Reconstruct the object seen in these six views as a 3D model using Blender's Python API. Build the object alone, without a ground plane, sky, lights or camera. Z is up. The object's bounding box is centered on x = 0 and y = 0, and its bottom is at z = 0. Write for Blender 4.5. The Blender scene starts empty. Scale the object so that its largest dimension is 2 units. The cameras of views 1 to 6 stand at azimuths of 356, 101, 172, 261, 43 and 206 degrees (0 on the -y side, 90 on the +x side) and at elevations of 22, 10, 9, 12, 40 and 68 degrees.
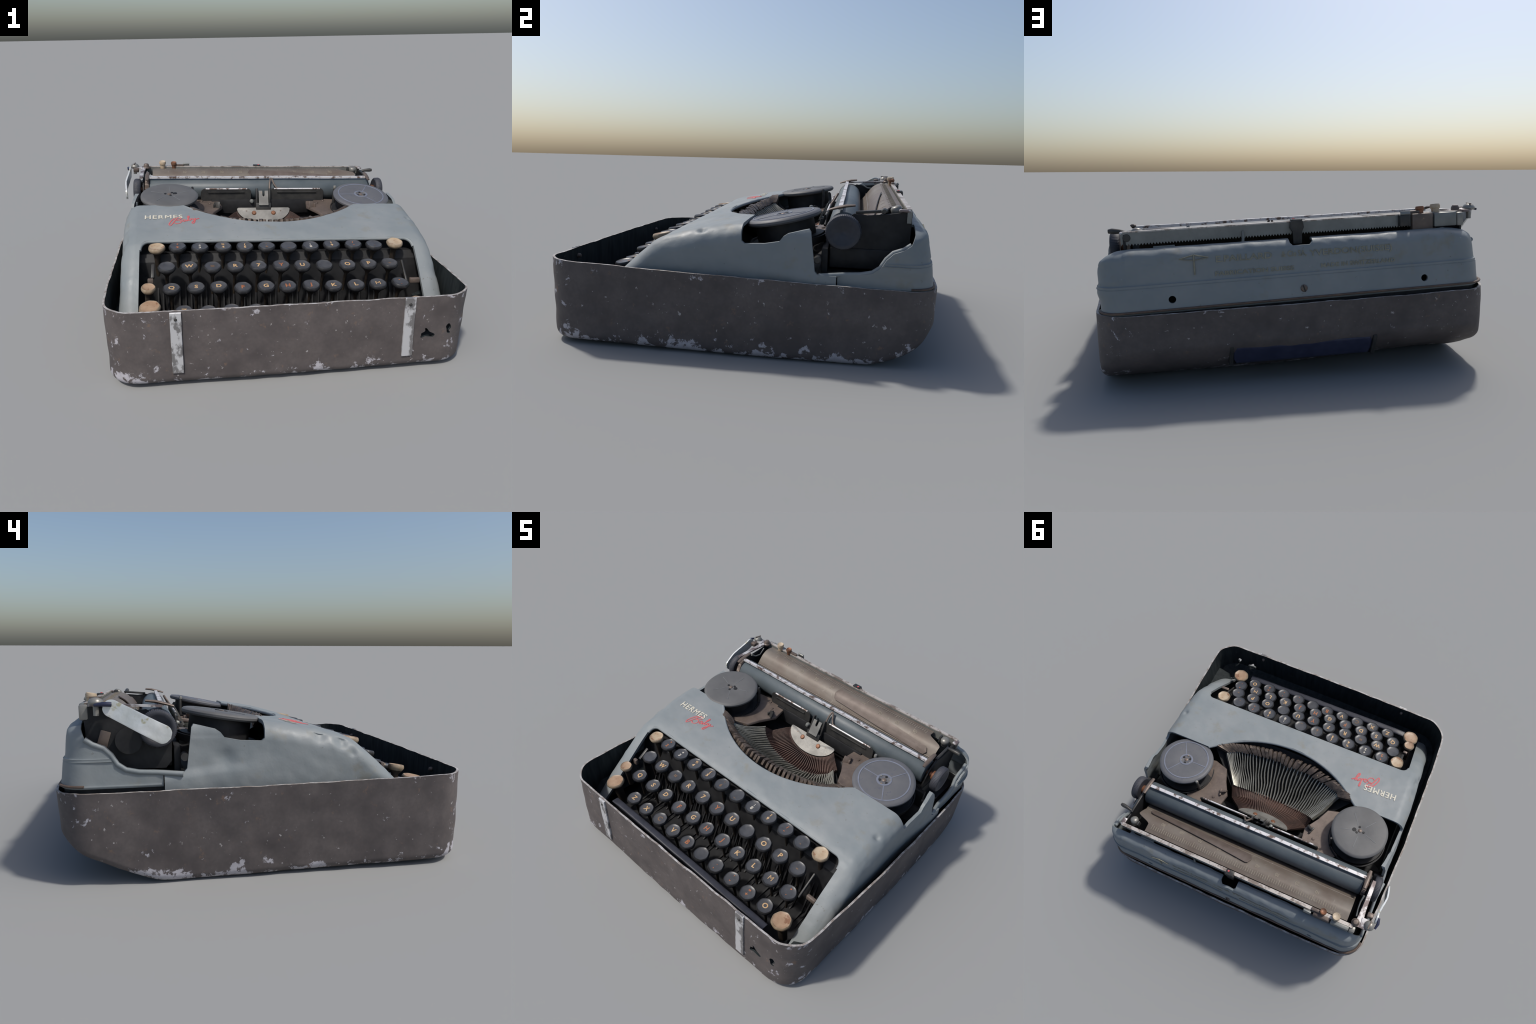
import bpy, bmesh, math, random
import numpy as np
from mathutils import Vector, Matrix, noise

random.seed(7)
DEBUG = False
RNG = np.random.default_rng(11)
sin, cos, pi = math.sin, math.cos, math.pi

# ------------------------------------------------------------------ helpers
def lerp(a, b, t):
    return a + (b - a) * t

def sstep(a, b, x):
    t = min(1.0, max(0.0, (x - a) / (b - a)))
    return t * t * (3 - 2 * t)

def nz(x, y, z, s=1.0, seed=0.0):
    return noise.noise(Vector((x * s + seed, y * s - seed * 1.7, z * s + seed * 0.6)))

def curve_through(pts):
    """smooth scalar function through control points (monotone cubic)"""
    xs = np.array([p[0] for p in pts], float)
    ys = np.array([p[1] for p in pts], float)
    d = np.diff(ys) / np.diff(xs)
    m = np.concatenate([[d[0]], (d[1:] + d[:-1]) / 2, [d[-1]]])
    for i in range(1, len(m) - 1):
        if d[i - 1] * d[i] <= 0:
            m[i] = 0
    def f(x):
        x = min(max(x, xs[0]), xs[-1])
        i = min(len(d) - 1, max(0, int(np.searchsorted(xs, x) - 1)))
        h = xs[i + 1] - xs[i]
        t = (x - xs[i]) / h
        return float((2*t**3-3*t**2+1)*ys[i] + (t**3-2*t**2+t)*h*m[i] + (-2*t**3+3*t**2)*ys[i+1] + (t**3-t**2)*h*m[i+1])
    return f

class Part:
    """collects vertices and faces of one mesh part"""
    def __init__(self):
        self.v, self.f, self.m = [], [], []

    def add(self, verts, faces, mi=0):
        o = len(self.v)
        self.v += [tuple(p) for p in verts]
        self.f += [tuple(i + o for i in f) for f in faces]
        self.m += [mi] * len(faces)
        return self

    def grid(self, nu, nv, fn, closed_u=False, mi=0):
        vs = [fn(i / (nu if closed_u else nu - 1), j / (nv - 1)) for j in range(nv) for i in range(nu)]
        fs = []
        for j in range(nv - 1):
            for i in range(nu if closed_u else nu - 1):
                k = (i + 1) % nu
                fs.append((j * nu + i, j * nu + k, (j + 1) * nu + k, (j + 1) * nu + i))
        return self.add(vs, fs, mi)

    def box(self, c, s, rot=None, bev=0.0, seg=2, mi=0):
        bm = bmesh.new()
        bmesh.ops.create_cube(bm, size=1)
        for v in bm.verts:
            v.co = Vector((v.co.x * s[0], v.co.y * s[1], v.co.z * s[2]))
        if bev > 0:
            bmesh.ops.bevel(bm, geom=list(bm.edges), offset=bev, segments=seg, affect='EDGES', profile=0.5)
        M = Matrix.Translation(Vector(c)) @ (rot.to_4x4() if rot else Matrix())
        bm.verts.index_update()
        self.add([M @ v.co for v in bm.verts], [[v.index for v in f.verts] for f in bm.faces], mi)
        bm.free()
        return self

    def lathe(self, prof, c=(0, 0, 0), rot=None, n=48, mi=0, wob=None):
        """profile [(radius, height)...] turned about local z"""
        M = Matrix.Translation(Vector(c)) @ (rot.to_4x4() if rot else Matrix())
        vs, fs, rows = [], [], []
        for r, h in prof:
            if r < 1e-6:
                rows.append([len(vs)])
                vs.append(M @ Vector((0, 0, h)))
            else:
                row = []
                for i in range(n):
                    a = 2 * pi * i / n
                    rr = r * (1 + (wob(a) if wob else 0))
                    row.append(len(vs))
                    vs.append(M @ Vector((rr * cos(a), rr * sin(a), h)))
                rows.append(row)
        for A, B in zip(rows[:-1], rows[1:]):
            for i in range(n):
                k = (i + 1) % n
                if len(A) == 1 and len(B) == 1:
                    continue
                if len(A) == 1:
                    fs.append((A[0], B[i], B[k]))
                elif len(B) == 1:
                    fs.append((A[i], B[0], A[k]))
                else:
                    fs.append((A[i], B[i], B[k], A[k]))
        return self.add(vs, fs, mi)

    def tube(self, path, r, n=10, mi=0, flat=1.0, up=(0, 0, 1)):
        """sweep an elliptic section along a path; r may be a list"""
        P = [Vector(p) for p in path]
        rs = r if isinstance(r, (list, tuple)) else [r] * len(P)
        vs, fs = [], []
        for i, p in enumerate(P):
            t = (P[min(i + 1, len(P) - 1)] - P[max(i - 1, 0)]).normalized()
            a = t.cross(Vector(up))
            if a.length < 1e-4:
                a = t.cross(Vector((1, 0, 0)))
            a.normalize()
            b = a.cross(t)
            for k in range(n):
                w = 2 * pi * k / n
                vs.append(p + a * rs[i] * cos(w) + b * rs[i] * flat * sin(w))
        for i in range(len(P) - 1):
            for k in range(n):
                q = (k + 1) % n
                fs.append((i * n + k, i * n + q, (i + 1) * n + q, (i + 1) * n + k))
        fs.append(tuple(range(n))[::-1])
        fs.append(tuple(range((len(P) - 1) * n, len(P) * n)))
        return self.add(vs, fs, mi)

    def ribbon(self, pts, lat, nrm, w, h, mi=0):
        """bar of rectangular section along pts"""
        vs, fs = [], []
        n = len(pts)
        for i in range(n):
            p, l, u = Vector(pts[i]), Vector(lat[i]).normalized(), Vector(nrm[i]).normalized()
            ww = w[i] if isinstance(w, list) else w
            hh = h[i] if isinstance(h, list) else h
            for a, b in ((-1, -1), (1, -1), (1, 1), (-1, 1)):
                vs.append(p + l * a * ww / 2 + u * b * hh / 2)
        for i in range(n - 1):
            for k in range(4):
                q = (k + 1) % 4
                fs.append((i * 4 + k, i * 4 + q, (i + 1) * 4 + q, (i + 1) * 4 + k))
        fs.append((3, 2, 1, 0))
        fs.append(tuple(range((n - 1) * 4, n * 4)))
        return self.add(vs, fs, mi)

    def prism(self, outline, place, depth, bev=0.0, mi=0):
        """flat outline [(a,b)...] extruded; place(a,b,d)->xyz"""
        n = len(outline)
        if bev > 0:
            cx = sum(p[0] for p in outline) / n
            cy = sum(p[1] for p in outline) / n
            def inset(p):
                d = math.hypot(p[0] - cx, p[1] - cy) or 1
                k = max(0, (d - bev) / d)
                return (cx + (p[0] - cx) * k, cy + (p[1] - cy) * k)
            ins = [inset(p) for p in outline]
            lay = [(ins, 0), (outline, bev), (outline, depth - bev), (ins, depth)]
        else:
            lay = [(outline, 0), (outline, depth)]
        vs, fs = [], []
        for o, d in lay:
            vs += [place(a, b, d) for a, b in o]
        for L in range(len(lay) - 1):
            for i in range(n):
                k = (i + 1) % n
                fs.append((L * n + i, L * n + k, (L + 1) * n + k, (L + 1) * n + i))
        fs.append(tuple(range(n))[::-1])
        fs.append(tuple(range((len(lay) - 1) * n, len(lay) * n)))
        return self.add(vs, fs, mi)

    def build(self, name, mats, parent, angle=35, stuff=False):
        me = bpy.data.meshes.new(name)
        me.from_pydata([tuple(p) for p in self.v], [], self.f)
        bm = bmesh.new()
        bm.from_mesh(me)
        bmesh.ops.recalc_face_normals(bm, faces=list(bm.faces))
        bm.to_mesh(me)
        bm.free()
        for m in (mats if isinstance(mats, (list, tuple)) else [mats]):
            me.materials.append(m)
        if any(self.m) and len(me.polygons) == len(self.m):
            me.polygons.foreach_set("material_index", self.m)
        finish_mesh(me, angle)
        ob = bpy.data.objects.new(name, me)
        bpy.context.scene.collection.objects.link(ob)
        if parent:
            ob.parent = parent
        if stuff:
            ob["kind"] = "stuff"
        return ob

def finish_mesh(me, angle=35):
    me.polygons.foreach_set("use_smooth", [True] * len(me.polygons))
    if angle < 180:
        me.set_sharp_from_angle(angle=math.radians(angle))
    me.update()

def rounded_rect(w, h, r, n=6):
    out = []
    for cx, cy, a0 in ((w/2-r, h/2-r, 0), (-w/2+r, h/2-r, 90), (-w/2+r, -h/2+r, 180), (w/2-r, -h/2+r, 270)):
        for i in range(n + 1):
            a = math.radians(a0 + 90 * i / n)
            out.append((cx + r * cos(a), cy + r * sin(a)))
    return out

def apply_modifiers(ob):
    dg = bpy.context.evaluated_depsgraph_get()
    me = bpy.data.meshes.new_from_object(ob.evaluated_get(dg))
    old = ob.data
    nm = old.name
    ob.modifiers.clear()
    ob.data = me
    bpy.data.meshes.remove(old)
    me.name = nm

def text_mesh(body, size, spacing=1.0, bold=0.0):
    """letters of the built-in font as flat faces, centred; returns verts, faces"""
    cu = bpy.data.curves.new("lettering", 'FONT')
    cu.body, cu.size, cu.space_character = body, size, spacing
    cu.align_x, cu.align_y = 'CENTER', 'CENTER'
    cu.offset = bold
    cu.resolution_u = 3
    ob = bpy.data.objects.new("lettering", cu)
    bpy.context.scene.collection.objects.link(ob)
    dg = bpy.context.evaluated_depsgraph_get()
    me = bpy.data.meshes.new_from_object(ob.evaluated_get(dg))
    bm = bmesh.new()
    bm.from_mesh(me)
    bmesh.ops.triangulate(bm, faces=list(bm.faces))
    for _ in range(2):
        long = [e for e in bm.edges if e.calc_length() > size * 0.45]
        if long:
            bmesh.ops.subdivide_edges(bm, edges=long, cuts=1)
            bmesh.ops.triangulate(bm, faces=list(bm.faces))
    bm.verts.index_update()
    vs = [tuple(v.co) for v in bm.verts]
    fs = [tuple(v.index for v in f.verts) for f in bm.faces]
    bm.free()
    bpy.data.objects.remove(ob)
    bpy.data.curves.remove(cu)
    bpy.data.meshes.remove(me)
    return vs, fs

# ---------------------------------------------------------------- materials
class Mat:
    def __init__(self, name):
        self.m = bpy.data.materials.new(name)
        self.m.use_nodes = True
        self.t = self.m.node_tree
        self.b = self.t.nodes["Principled BSDF"]
        self.co = self.t.nodes.new("ShaderNodeTexCoord").outputs["Object"]

    def node(self, kind, **kw):
        n = self.t.nodes.new(kind)
        for k, v in kw.items():
            setattr(n, k, v)
        return n

    def link(self, a, b):
        self.t.links.new(a, b)

    def put(self, sock, val):
        if hasattr(val, "links"):
            self.link(val, sock)
        else:
            sock.default_value = val

    def mapped(self, scale=(1, 1, 1), loc=(0, 0, 0)):
        n = self.node("ShaderNodeMapping")
        n.inputs["Scale"].default_value = scale
        n.inputs["Location"].default_value = loc
        self.link(self.co, n.inputs["Vector"])
        return n.outputs[0]

    def noise(self, scale, detail=4, rough=0.6, vec=None, dist=0.0):
        n = self.node("ShaderNodeTexNoise")
        n.inputs["Scale"].default_value = scale
        n.inputs["Detail"].default_value = detail
        n.inputs["Roughness"].default_value = rough
        n.inputs["Distortion"].default_value = dist
        self.link(vec or self.co, n.inputs["Vector"])
        return n.outputs["Fac"]

    def ramp(self, fac, lo, hi, a=0.0, b=1.0):
        n = self.node("ShaderNodeMapRange")
        n.clamp = True
        self.put(n.inputs["Value"], fac)
        for k, v in zip(("From Min", "From Max", "To Min", "To Max"), (lo, hi, a, b)):
            n.inputs[k].default_value = v
        return n.outputs[0]

    def math(self, op, a, b=0.0):
        n = self.node("ShaderNodeMath", operation=op)
        self.put(n.inputs[0], a)
        self.put(n.inputs[1], b)
        return n.outputs[0]

    def mix(self, fac, a, b):
        n = self.node("ShaderNodeMix", data_type='RGBA')
        self.put(n.inputs["Factor"], fac)
        for s, v in ((n.inputs[6], a), (n.inputs[7], b)):
            if hasattr(v, "links"):
                self.link(v, s)
            else:
                s.default_value = (*v, 1)
        return n.outputs[2]

    def axis(self, i):
        n = self.node("ShaderNodeSeparateXYZ")
        self.link(self.co, n.inputs[0])
        return n.outputs[i]

    def bump(self, h, strength=0.3, dist=0.004):
        n = self.node("ShaderNodeBump")
        n.inputs["Strength"].default_value = strength
        n.inputs["Distance"].default_value = dist
        self.link(h, n.inputs["Height"])
        self.link(n.outputs[0], self.b.inputs["Normal"])

    def out(self, col, rough=0.6, metal=0.0, spec=0.35):
        if hasattr(col, "links"):
            self.link(col, self.b.inputs["Base Color"])
        else:
            self.b.inputs["Base Color"].default_value = (*col, 1)
        self.put(self.b.inputs["Roughness"], rough)
        self.put(self.b.inputs["Metallic"], metal)
        self.b.inputs["Specular IOR Level"].default_value = spec
        return self.m

def mottled(name, a, b, scale=14, rough=0.6, metal=0.0, spec=0.35, spot=None, spot_at=0.66, spot_scale=40, bump=0.15, bscale=120, vary=False):
    """two-tone worn surface with optional spots"""
    M = Mat(name)
    if vary:                                   # repeats differ from one another
        r = M.node("ShaderNodeObjectInfo").outputs["Random"]
        v = M.node("ShaderNodeVectorMath", operation='ADD')
        M.link(M.co, v.inputs[0])
        M.link(M.math('MULTIPLY', r, 37.0), v.inputs[1])
        M.co = v.outputs[0]
    c = M.mix(M.ramp(M.noise(scale, 6, 0.62), 0.35, 0.65), a, b)
    if spot:
        c = M.mix(M.ramp(M.noise(spot_scale, 5, 0.65), spot_at, spot_at + 0.05), c, spot)
    if bump:
        M.bump(M.noise(bscale, 4, 0.6), bump, 0.003)
    return M.out(c, rough, metal, spec)

def hood_paint():
    M = Mat("grey_blue_enamel")
    c = M.mix(M.ramp(M.noise(3.0, 5, 0.6), 0.35, 0.68), (0.184, 0.207, 0.215), (0.230, 0.246, 0.249))
    c = M.mix(M.ramp(M.noise(11, 6, 0.7), 0.52, 0.72, 0, 0.5), c, (0.185, 0.215, 0.225))
    c = M.mix(M.ramp(M.noise(7.5, 5, 0.6, M.mapped(loc=(3, 1, 5))), 0.60, 0.72, 0, 0.6), c, (0.195, 0.185, 0.150))
    c = M.mix(M.ramp(M.noise(46, 3, 0.6, M.mapped(loc=(1, 7, 2))), 0.68, 0.75, 0, 0.7), c, (0.13, 0.125, 0.11))
    c = M.mix(M.ramp(M.noise(30, 4, 0.6, M.mapped(scale=(1, 3, 1), loc=(9, 2, 2))), 0.70, 0.78, 0, 0.6), c, (0.33, 0.37, 0.39))
    M.bump(M.noise(26, 5, 0.6), 0.22, 0.006)
    return M.out(c, M.ramp(M.noise(9, 4), 0.3, 0.7, 0.42, 0.62), 0.0, 0.4)

def case_paint():
    M = Mat("brown_flaking_lacquer")
    c = M.mix(M.ramp(M.noise(5, 7, 0.65), 0.36, 0.66), (0.072, 0.062, 0.061), (0.116, 0.100, 0.096))
    c = M.mix(M.ramp(M.noise(60, 4, 0.7), 0.4, 0.75, 0, 0.45), c, (0.068, 0.061, 0.062))
    c = M.mix(M.ramp(M.noise(17, 5, 0.7, M.mapped(loc=(4, 4, 1))), 0.62, 0.72, 0, 0.75), c, (0.165, 0.112, 0.082))
    z = M.axis(2)
    x = M.math('ABSOLUTE', M.axis(0))
    y = M.math('ABSOLUTE', M.axis(1))
    low = M.ramp(z, 0.015, 0.12, 0.165, 0.0)
    rim = M.ramp(z, 0.34, 0.44, 0.0, 0.07)
    cor = M.math('MULTIPLY', M.ramp(x, 0.76, 0.95), M.ramp(y, 0.76, 0.95, 0, 0.10))
    bias = M.math('ADD', M.math('ADD', low, rim), cor)
    flake = M.math('ADD', M.noise(12.5, 10, 0.70, M.mapped(loc=(2.2, 0.3, 1.4)), 0.2), bias)
    c = M.mix(M.ramp(flake, 0.655, 0.685), c, M.mix(M.noise(40, 5, 0.7), (0.27, 0.255, 0.28), (0.50, 0.49, 0.52)))
    fleck = M.noise(38, 6, 0.6, M.mapped(loc=(0.4, 8, 3)))
    c = M.mix(M.ramp(fleck, 0.665, 0.71, 0, 0.85), c, (0.40, 0.38, 0.375))
    scr = M.noise(8, 6, 0.7, M.mapped(scale=(6, 6, 0.7), loc=(5, 5, 5)))
    c = M.mix(M.ramp(scr, 0.735, 0.77, 0, 0.6), c, (0.32, 0.31, 0.31))
    M.bump(flake, 0.25, 0.004)
    return M.out(c, 0.62, 0.0, 0.3)

def rim_metal():
    M = Mat("worn_rim_metal")
    c = M.mix(M.ramp(M.noise(24, 5, 0.7), 0.4, 0.62), (0.20, 0.17, 0.15), (0.42, 0.41, 0.40))
    return M.out(c, 0.55, 0.0, 0.4)

def lining():
    M = Mat("dark_stained_lining")
    v = M.mapped(scale=(9, 9, 1.2))
    c = M.mix(M.ramp(M.noise(3, 6, 0.7, v), 0.38, 0.72), (0.010, 0.014, 0.016), (0.032, 0.038, 0.038))
    c = M.mix(M.ramp(M.noise(13, 6, 0.7, M.mapped(loc=(6, 2, 3))), 0.66, 0.74, 0, 0.6), c, (0.11, 0.105, 0.08))
    M.bump(M.noise(2.5, 5, 0.6, v), 0.5, 0.01)
    return M.out(c, 0.75, 0.0, 0.2)

def worn_bright(name, base, wear, at=0.5, scale=20, along=(1, 1, 1), metal=0.5, rough=0.42):
    M = Mat(name)
    f = M.ramp(M.noise(scale, 6, 0.65, M.mapped(scale=along)), at, at + 0.09)
    return M.out(M.mix(f, wear, base), rough, metal, 0.5)

HOOD = hood_paint()
CASE = case_paint()
RIM = rim_metal()
LINING = lining()
BLACK = mottled("black_chassis", (0.010, 0.010, 0.011), (0.022, 0.022, 0.023), 12, 0.6)
KEYCAP = mottled("dark_keytop", (0.050, 0.052, 0.058), (0.074, 0.076, 0.082), 22, 0.34, spot=(0.09, 0.088, 0.085), spot_at=0.66, vary=True)
KEYRIM = mottled("keytop_rim", (0.020, 0.020, 0.022), (0.035, 0.036, 0.038), 22, 0.4)
IVORY = mottled("ivory_keytop", (0.36, 0.26, 0.165), (0.44, 0.36, 0.26), 16, 0.4, spot=(0.27, 0.15, 0.085), spot_at=0.54, spot_scale=14, vary=True)
UMBER = mottled("browned_ivory_keytop", (0.27, 0.17, 0.105), (0.36, 0.25, 0.165), 16, 0.4, spot=(0.20, 0.105, 0.06), spot_at=0.54, spot_scale=14, vary=True)
HORN = mottled("stained_ivory_side", (0.19, 0.14, 0.09), (0.34, 0.27, 0.19), 18, 0.45)
TAN = mottled("tan_legend", (0.45, 0.27, 0.12), (0.53, 0.37, 0.21), 40, 0.6, bump=0)
RED = mottled("red_legend", (0.30, 0.10, 0.045), (0.36, 0.15, 0.07), 40, 0.6, bump=0)
PALE = mottled("pale_legend", (0.55, 0.52, 0.45), (0.42, 0.38, 0.32), 40, 0.6, bump=0)
FADED = mottled("faded_legend", (0.13, 0.085, 0.055), (0.20, 0.12, 0.07), 40, 0.6, bump=0)
CREAM = mottled("cream_lettering", (0.62, 0.58, 0.48), (0.50, 0.48, 0.40), 40, 0.6, bump=0)
SCRIPT = mottled("red_script", (0.52, 0.085, 0.09), (0.45, 0.15, 0.15), 40, 0.6, bump=0)
GILT = mottled("faded_gilt_lettering", (0.17, 0.165, 0.13), (0.26, 0.25, 0.19), 30, 0.6, bump=0)
SPOOLA = mottled("blue_grey_spool", (0.094, 0.096, 0.105), (0.112, 0.113, 0.119), 9, 0.5, spot=(0.085, 0.088, 0.11), spot_at=0.6)
SPOOLB = mottled("charcoal_spool", (0.092, 0.092, 0.092), (0.112, 0.112, 0.112), 9, 0.55)
SPLINE = mottled("spool_lines", (0.17, 0.185, 0.23), (0.13, 0.142, 0.175), 20, 0.5, bump=0)
SPLINEB = mottled("spool_scores", (0.19, 0.20, 0.21), (0.15, 0.155, 0.16), 20, 0.5, bump=0)
RUBBER = mottled("grey_blue_platen_rubber", (0.068, 0.084, 0.094), (0.092, 0.108, 0.116), 7, 0.45, spot=(0.16, 0.17, 0.16), spot_at=0.7)
KNOB = mottled("black_knob_rubber", (0.032, 0.034, 0.042), (0.048, 0.050, 0.060), 18, 0.55)
TABLE = mottled("brown_paper_table", (0.118, 0.092, 0.074), (0.160, 0.140, 0.118), 4.5, 0.5, 0.15, 0.4, spot=(0.21, 0.185, 0.155), spot_at=0.64, spot_scale=11, bscale=60)
TABLE2 = mottled("brown_support_arm", (0.098, 0.076, 0.064), (0.130, 0.104, 0.090), 14, 0.5, 0.2)
TICK = mottled("ruler_marks", (0.27, 0.235, 0.18), (0.19, 0.165, 0.13), 30, 0.6, bump=0)
BRONZE = mottled("brown_steel", (0.105, 0.082, 0.070), (0.165, 0.130, 0.108), 14, 0.45, 0.25, spot=(0.26, 0.19, 0.13), spot_at=0.66)
RUST = mottled("rusted_segment", (0.075, 0.052, 0.045), (0.125, 0.075, 0.060), 10, 0.55, 0.2)
DARKSTEEL = mottled("dark_steel", (0.034, 0.034, 0.034), (0.062, 0.060, 0.056), 14, 0.42, 0.3)
TYPEBAR = mottled("type_bar_steel", (0.19, 0.182, 0.152), (0.32, 0.312, 0.27), 11, 0.4, 0.35, spot=(0.14, 0.075, 0.05), spot_at=0.68, spot_scale=8)
TYPEHEAD = mottled("type_head_steel", (0.050, 0.040, 0.034), (0.130, 0.100, 0.080), 26, 0.45, 0.25, spot=(0.34, 0.26, 0.17), spot_at=0.68)
NICKEL = mottled("aged_nickel", (0.175, 0.17, 0.155), (0.27, 0.262, 0.24), 12, 0.38, 0.35, spot=(0.28, 0.22, 0.16), spot_at=0.62, spot_scale=14)
BAIL = worn_bright("worn_bail", (0.66, 0.64, 0.64), (0.15, 0.105, 0.085), 0.41, 26, (1, 1, 1), 0.3)
LEVERM = worn_bright("worn_lever_steel", (0.58, 0.56, 0.55), (0.17, 0.135, 0.13), 0.46, 14, (1, 1, 1), 0.35)
PADDLE = mottled("polished_lever", (0.52, 0.54, 0.52), (0.72, 0.74, 0.74), 7, 0.32, 0.35, spot=(0.44, 0.42, 0.30), spot_at=0.6, spot_scale=12)
STRAP = worn_bright("tinned_strap", (0.48, 0.48, 0.49), (0.17, 0.165, 0.165), 0.43, 22, (1, 1, 0.6), 0.2, 0.5)
RAILM = mottled("rail_steel", (0.17, 0.175, 0.165), (0.23, 0.235, 0.22), 9, 0.45, 0.3, spot=(0.12, 0.09, 0.07), spot_at=0.68)
RAILEDGE = worn_bright("rail_edge", (0.50, 0.46, 0.42), (0.22, 0.18, 0.15), 0.42, 18, (1, 1, 1), 0.3)
RUSTLIP = mottled("rusty_lip", (0.075, 0.055, 0.045), (0.13, 0.085, 0.06), 20, 0.6)
NAVY = mottled("navy_handle", (0.020, 0.024, 0.052), (0.032, 0.036, 0.070), 16, 0.35)
SPACEBAR = mottled("blue_black_spacebar", (0.030, 0.032, 0.042), (0.045, 0.047, 0.060), 16, 0.4)
COPPER = mottled("rusty_copper", (0.24, 0.10, 0.05), (0.15, 0.08, 0.05), 20, 0.5, 0.3)

# ============================================================== CARRYING CASE
case = bpy.data.objects.new("carrying_case", None)
bpy.context.scene.collection.objects.link(case)
case.rotation_euler = (0, 0, math.radians(2.35))
case["label"] = "open brown metal case tray with flaking lacquer"
case["category"] = "typewriter case"

A, B0, B1 = 0.952, -0.957, 0.964           # half width, front and back
case_left = curve_through([(-1, 1.022), (-.8, 1.030), (-.5, 1.042), (0, 1.040), (.4, 1.028), (.8, 1.006), (1, 1.0)])
case_right = curve_through([(-1, 1.014), (-.7, 1.024), (-.3, 1.034), (.1, 1.034), (.5, 1.024), (.8, 1.006), (1, 1.0)])
def case_outline(t, d=0.0, w=1.0):
    """point on the rim outline, t in 0..1, inset by d"""
    a, yc, b = A - d, (B0 + B1) / 2, (B1 - B0) / 2 - d
    r = max(0.02, 0.15 - d)
    L = [2*(a-r), pi*r/2, 2*(b-r), pi*r/2, 2*(a-r), pi*r/2, 2*(b-r), pi*r/2]
    s = t * sum(L)
    k = 0
    while k < 7 and s > L[k]:
        s -= L[k]
        k += 1
    f = s / L[k]
    if k == 0:   x, y = -a + r + 2*(a-r)*f, -b
    elif k == 1: x, y = a - r + r*sin(f*pi/2), -b + r - r*cos(f*pi/2)
    elif k == 2: x, y = a, -b + r + 2*(b-r)*f
    elif k == 3: x, y = a - r + r*cos(f*pi/2), b - r + r*sin(f*pi/2)
    elif k == 4: x, y = a - r - 2*(a-r)*f, b
    elif k == 5: x, y = -a + r - r*sin(f*pi/2), b - r + r*cos(f*pi/2)
    elif k == 6: x, y = -a, b - r - 2*(b-r)*f
    else:        x, y = -a + r - r*cos(f*pi/2), -b + r - r*sin(f*pi/2)
    # w runs from 0 at the rim to 1 at the foot: walls belly out near the rim only
    side = (case_left if x < 0 else case_right)(y)
    x *= lerp(side, 1 + (side - 1) * (lerp(1.05, .45, sstep(-.85, -.35, y)) if x < 0 else .45), w)
    y *= 1 + 0.012 * max(0, 1 - (x / 0.95) ** 2)
    if y > 0:
        y -= .012 * w * sstep(.6, .95, y)
    return x, y + yc

case_floor = curve_through([(-1.0, .020), (-.7, .015), (0, .004), (.48, .0005), (.62, .0015), (.68, .012), (.75, .040), (.83, .080), (.90, .130), (.945, .180), (1.0, .24)])

case_floor_left = curve_through([(-1.0, .022), (-.7, .017), (0, .006), (.46, .001), (.53, .006), (.62, .036), (.71, .074), (.80, .114), (.87, .148), (.92, .185), (1.0, .25)])

def floor_z(x, y):
    z = lerp(case_floor(y), case_floor_left(y), sstep(.2, -.9, x))
    if y > 0.5:
        z -= (0.022 if x > 0 else 0.0) * (x / 0.95) * sstep(0.5, 0.95, y)
    return max(0.0, z)

def rim_z(x, y):
    f = (y + 0.96) / 1.92
    g = (x + 0.95) / 1.9
    return lerp(lerp(.449, .430, g), lerp(.424, .365, g), f)

def case_point(t, v):
    R0 = 0.040
    if v < 0.62:
        d, w = 0.0, v / 0.62
        x, y = case_outline(t, 0.0, w)
        top, bot = rim_z(x, y), floor_z(x, y) + R0
        top += 0.003 * nz(x, y, 0, 9, 3) + 0.0012 * nz(x, y, 0, 40, 5)
        z = lerp(top, bot, w)
    elif v < 0.74:
        a = (v - 0.62) / 0.12 * pi / 2
        d = R0 * (1 - cos(a))
        x, y = case_outline(t, d)
        z = floor_z(x, y) + R0 * (1 - sin(a))
    else:
        f = (v - 0.74) / 0.26
        x, y = case_outline(t, R0)
        x, y = x * (1 - f), y * (1 - f)
        z = floor_z(x, y)
    k = 0.006 * nz(x, y, z, 3.2, 1) + 0.004 * nz(x, y, z, 11, 2)
    nx, ny = (x, y) if v < 0.74 else (0, 0)
    l = math.hypot(nx, ny) or 1
    return (x + k * nx / l, y + k * ny / l, z)

NT, NV = 760, 92
P = Part().grid(NT, NV, case_point, closed_u=True)
# rust holes eaten through the front right corner
keep = []
for f in P.f:
    c = np.mean([P.v[i] for i in f], axis=0)
    hole = False
    for hx, hy, hz, rx, rz in ((.716, -.95, .212, .045, .026), (.83, -.93, .235, .025, .045), (.60, -.96, .232, .014, .008), (.85, -.90, .33, .012, .02), (.20, -.965, .205, .006, .005), (-.02, -.965, .22, .004, .004)):
        if c[1] < -.7 and c[2] > 0.1:
            q = math.hypot((c[0] - hx) / rx, (c[2] - hz) / rz)
            if q + 1.5 * nz(c[0], c[1], c[2], 45, 4) + 0.5 * nz(c[0], c[1], c[2], 110, 9) < 0.62:
                hole = True
    if not hole:
        keep.append(f)
P.f, P.m = keep, [0] * len(keep)
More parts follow.
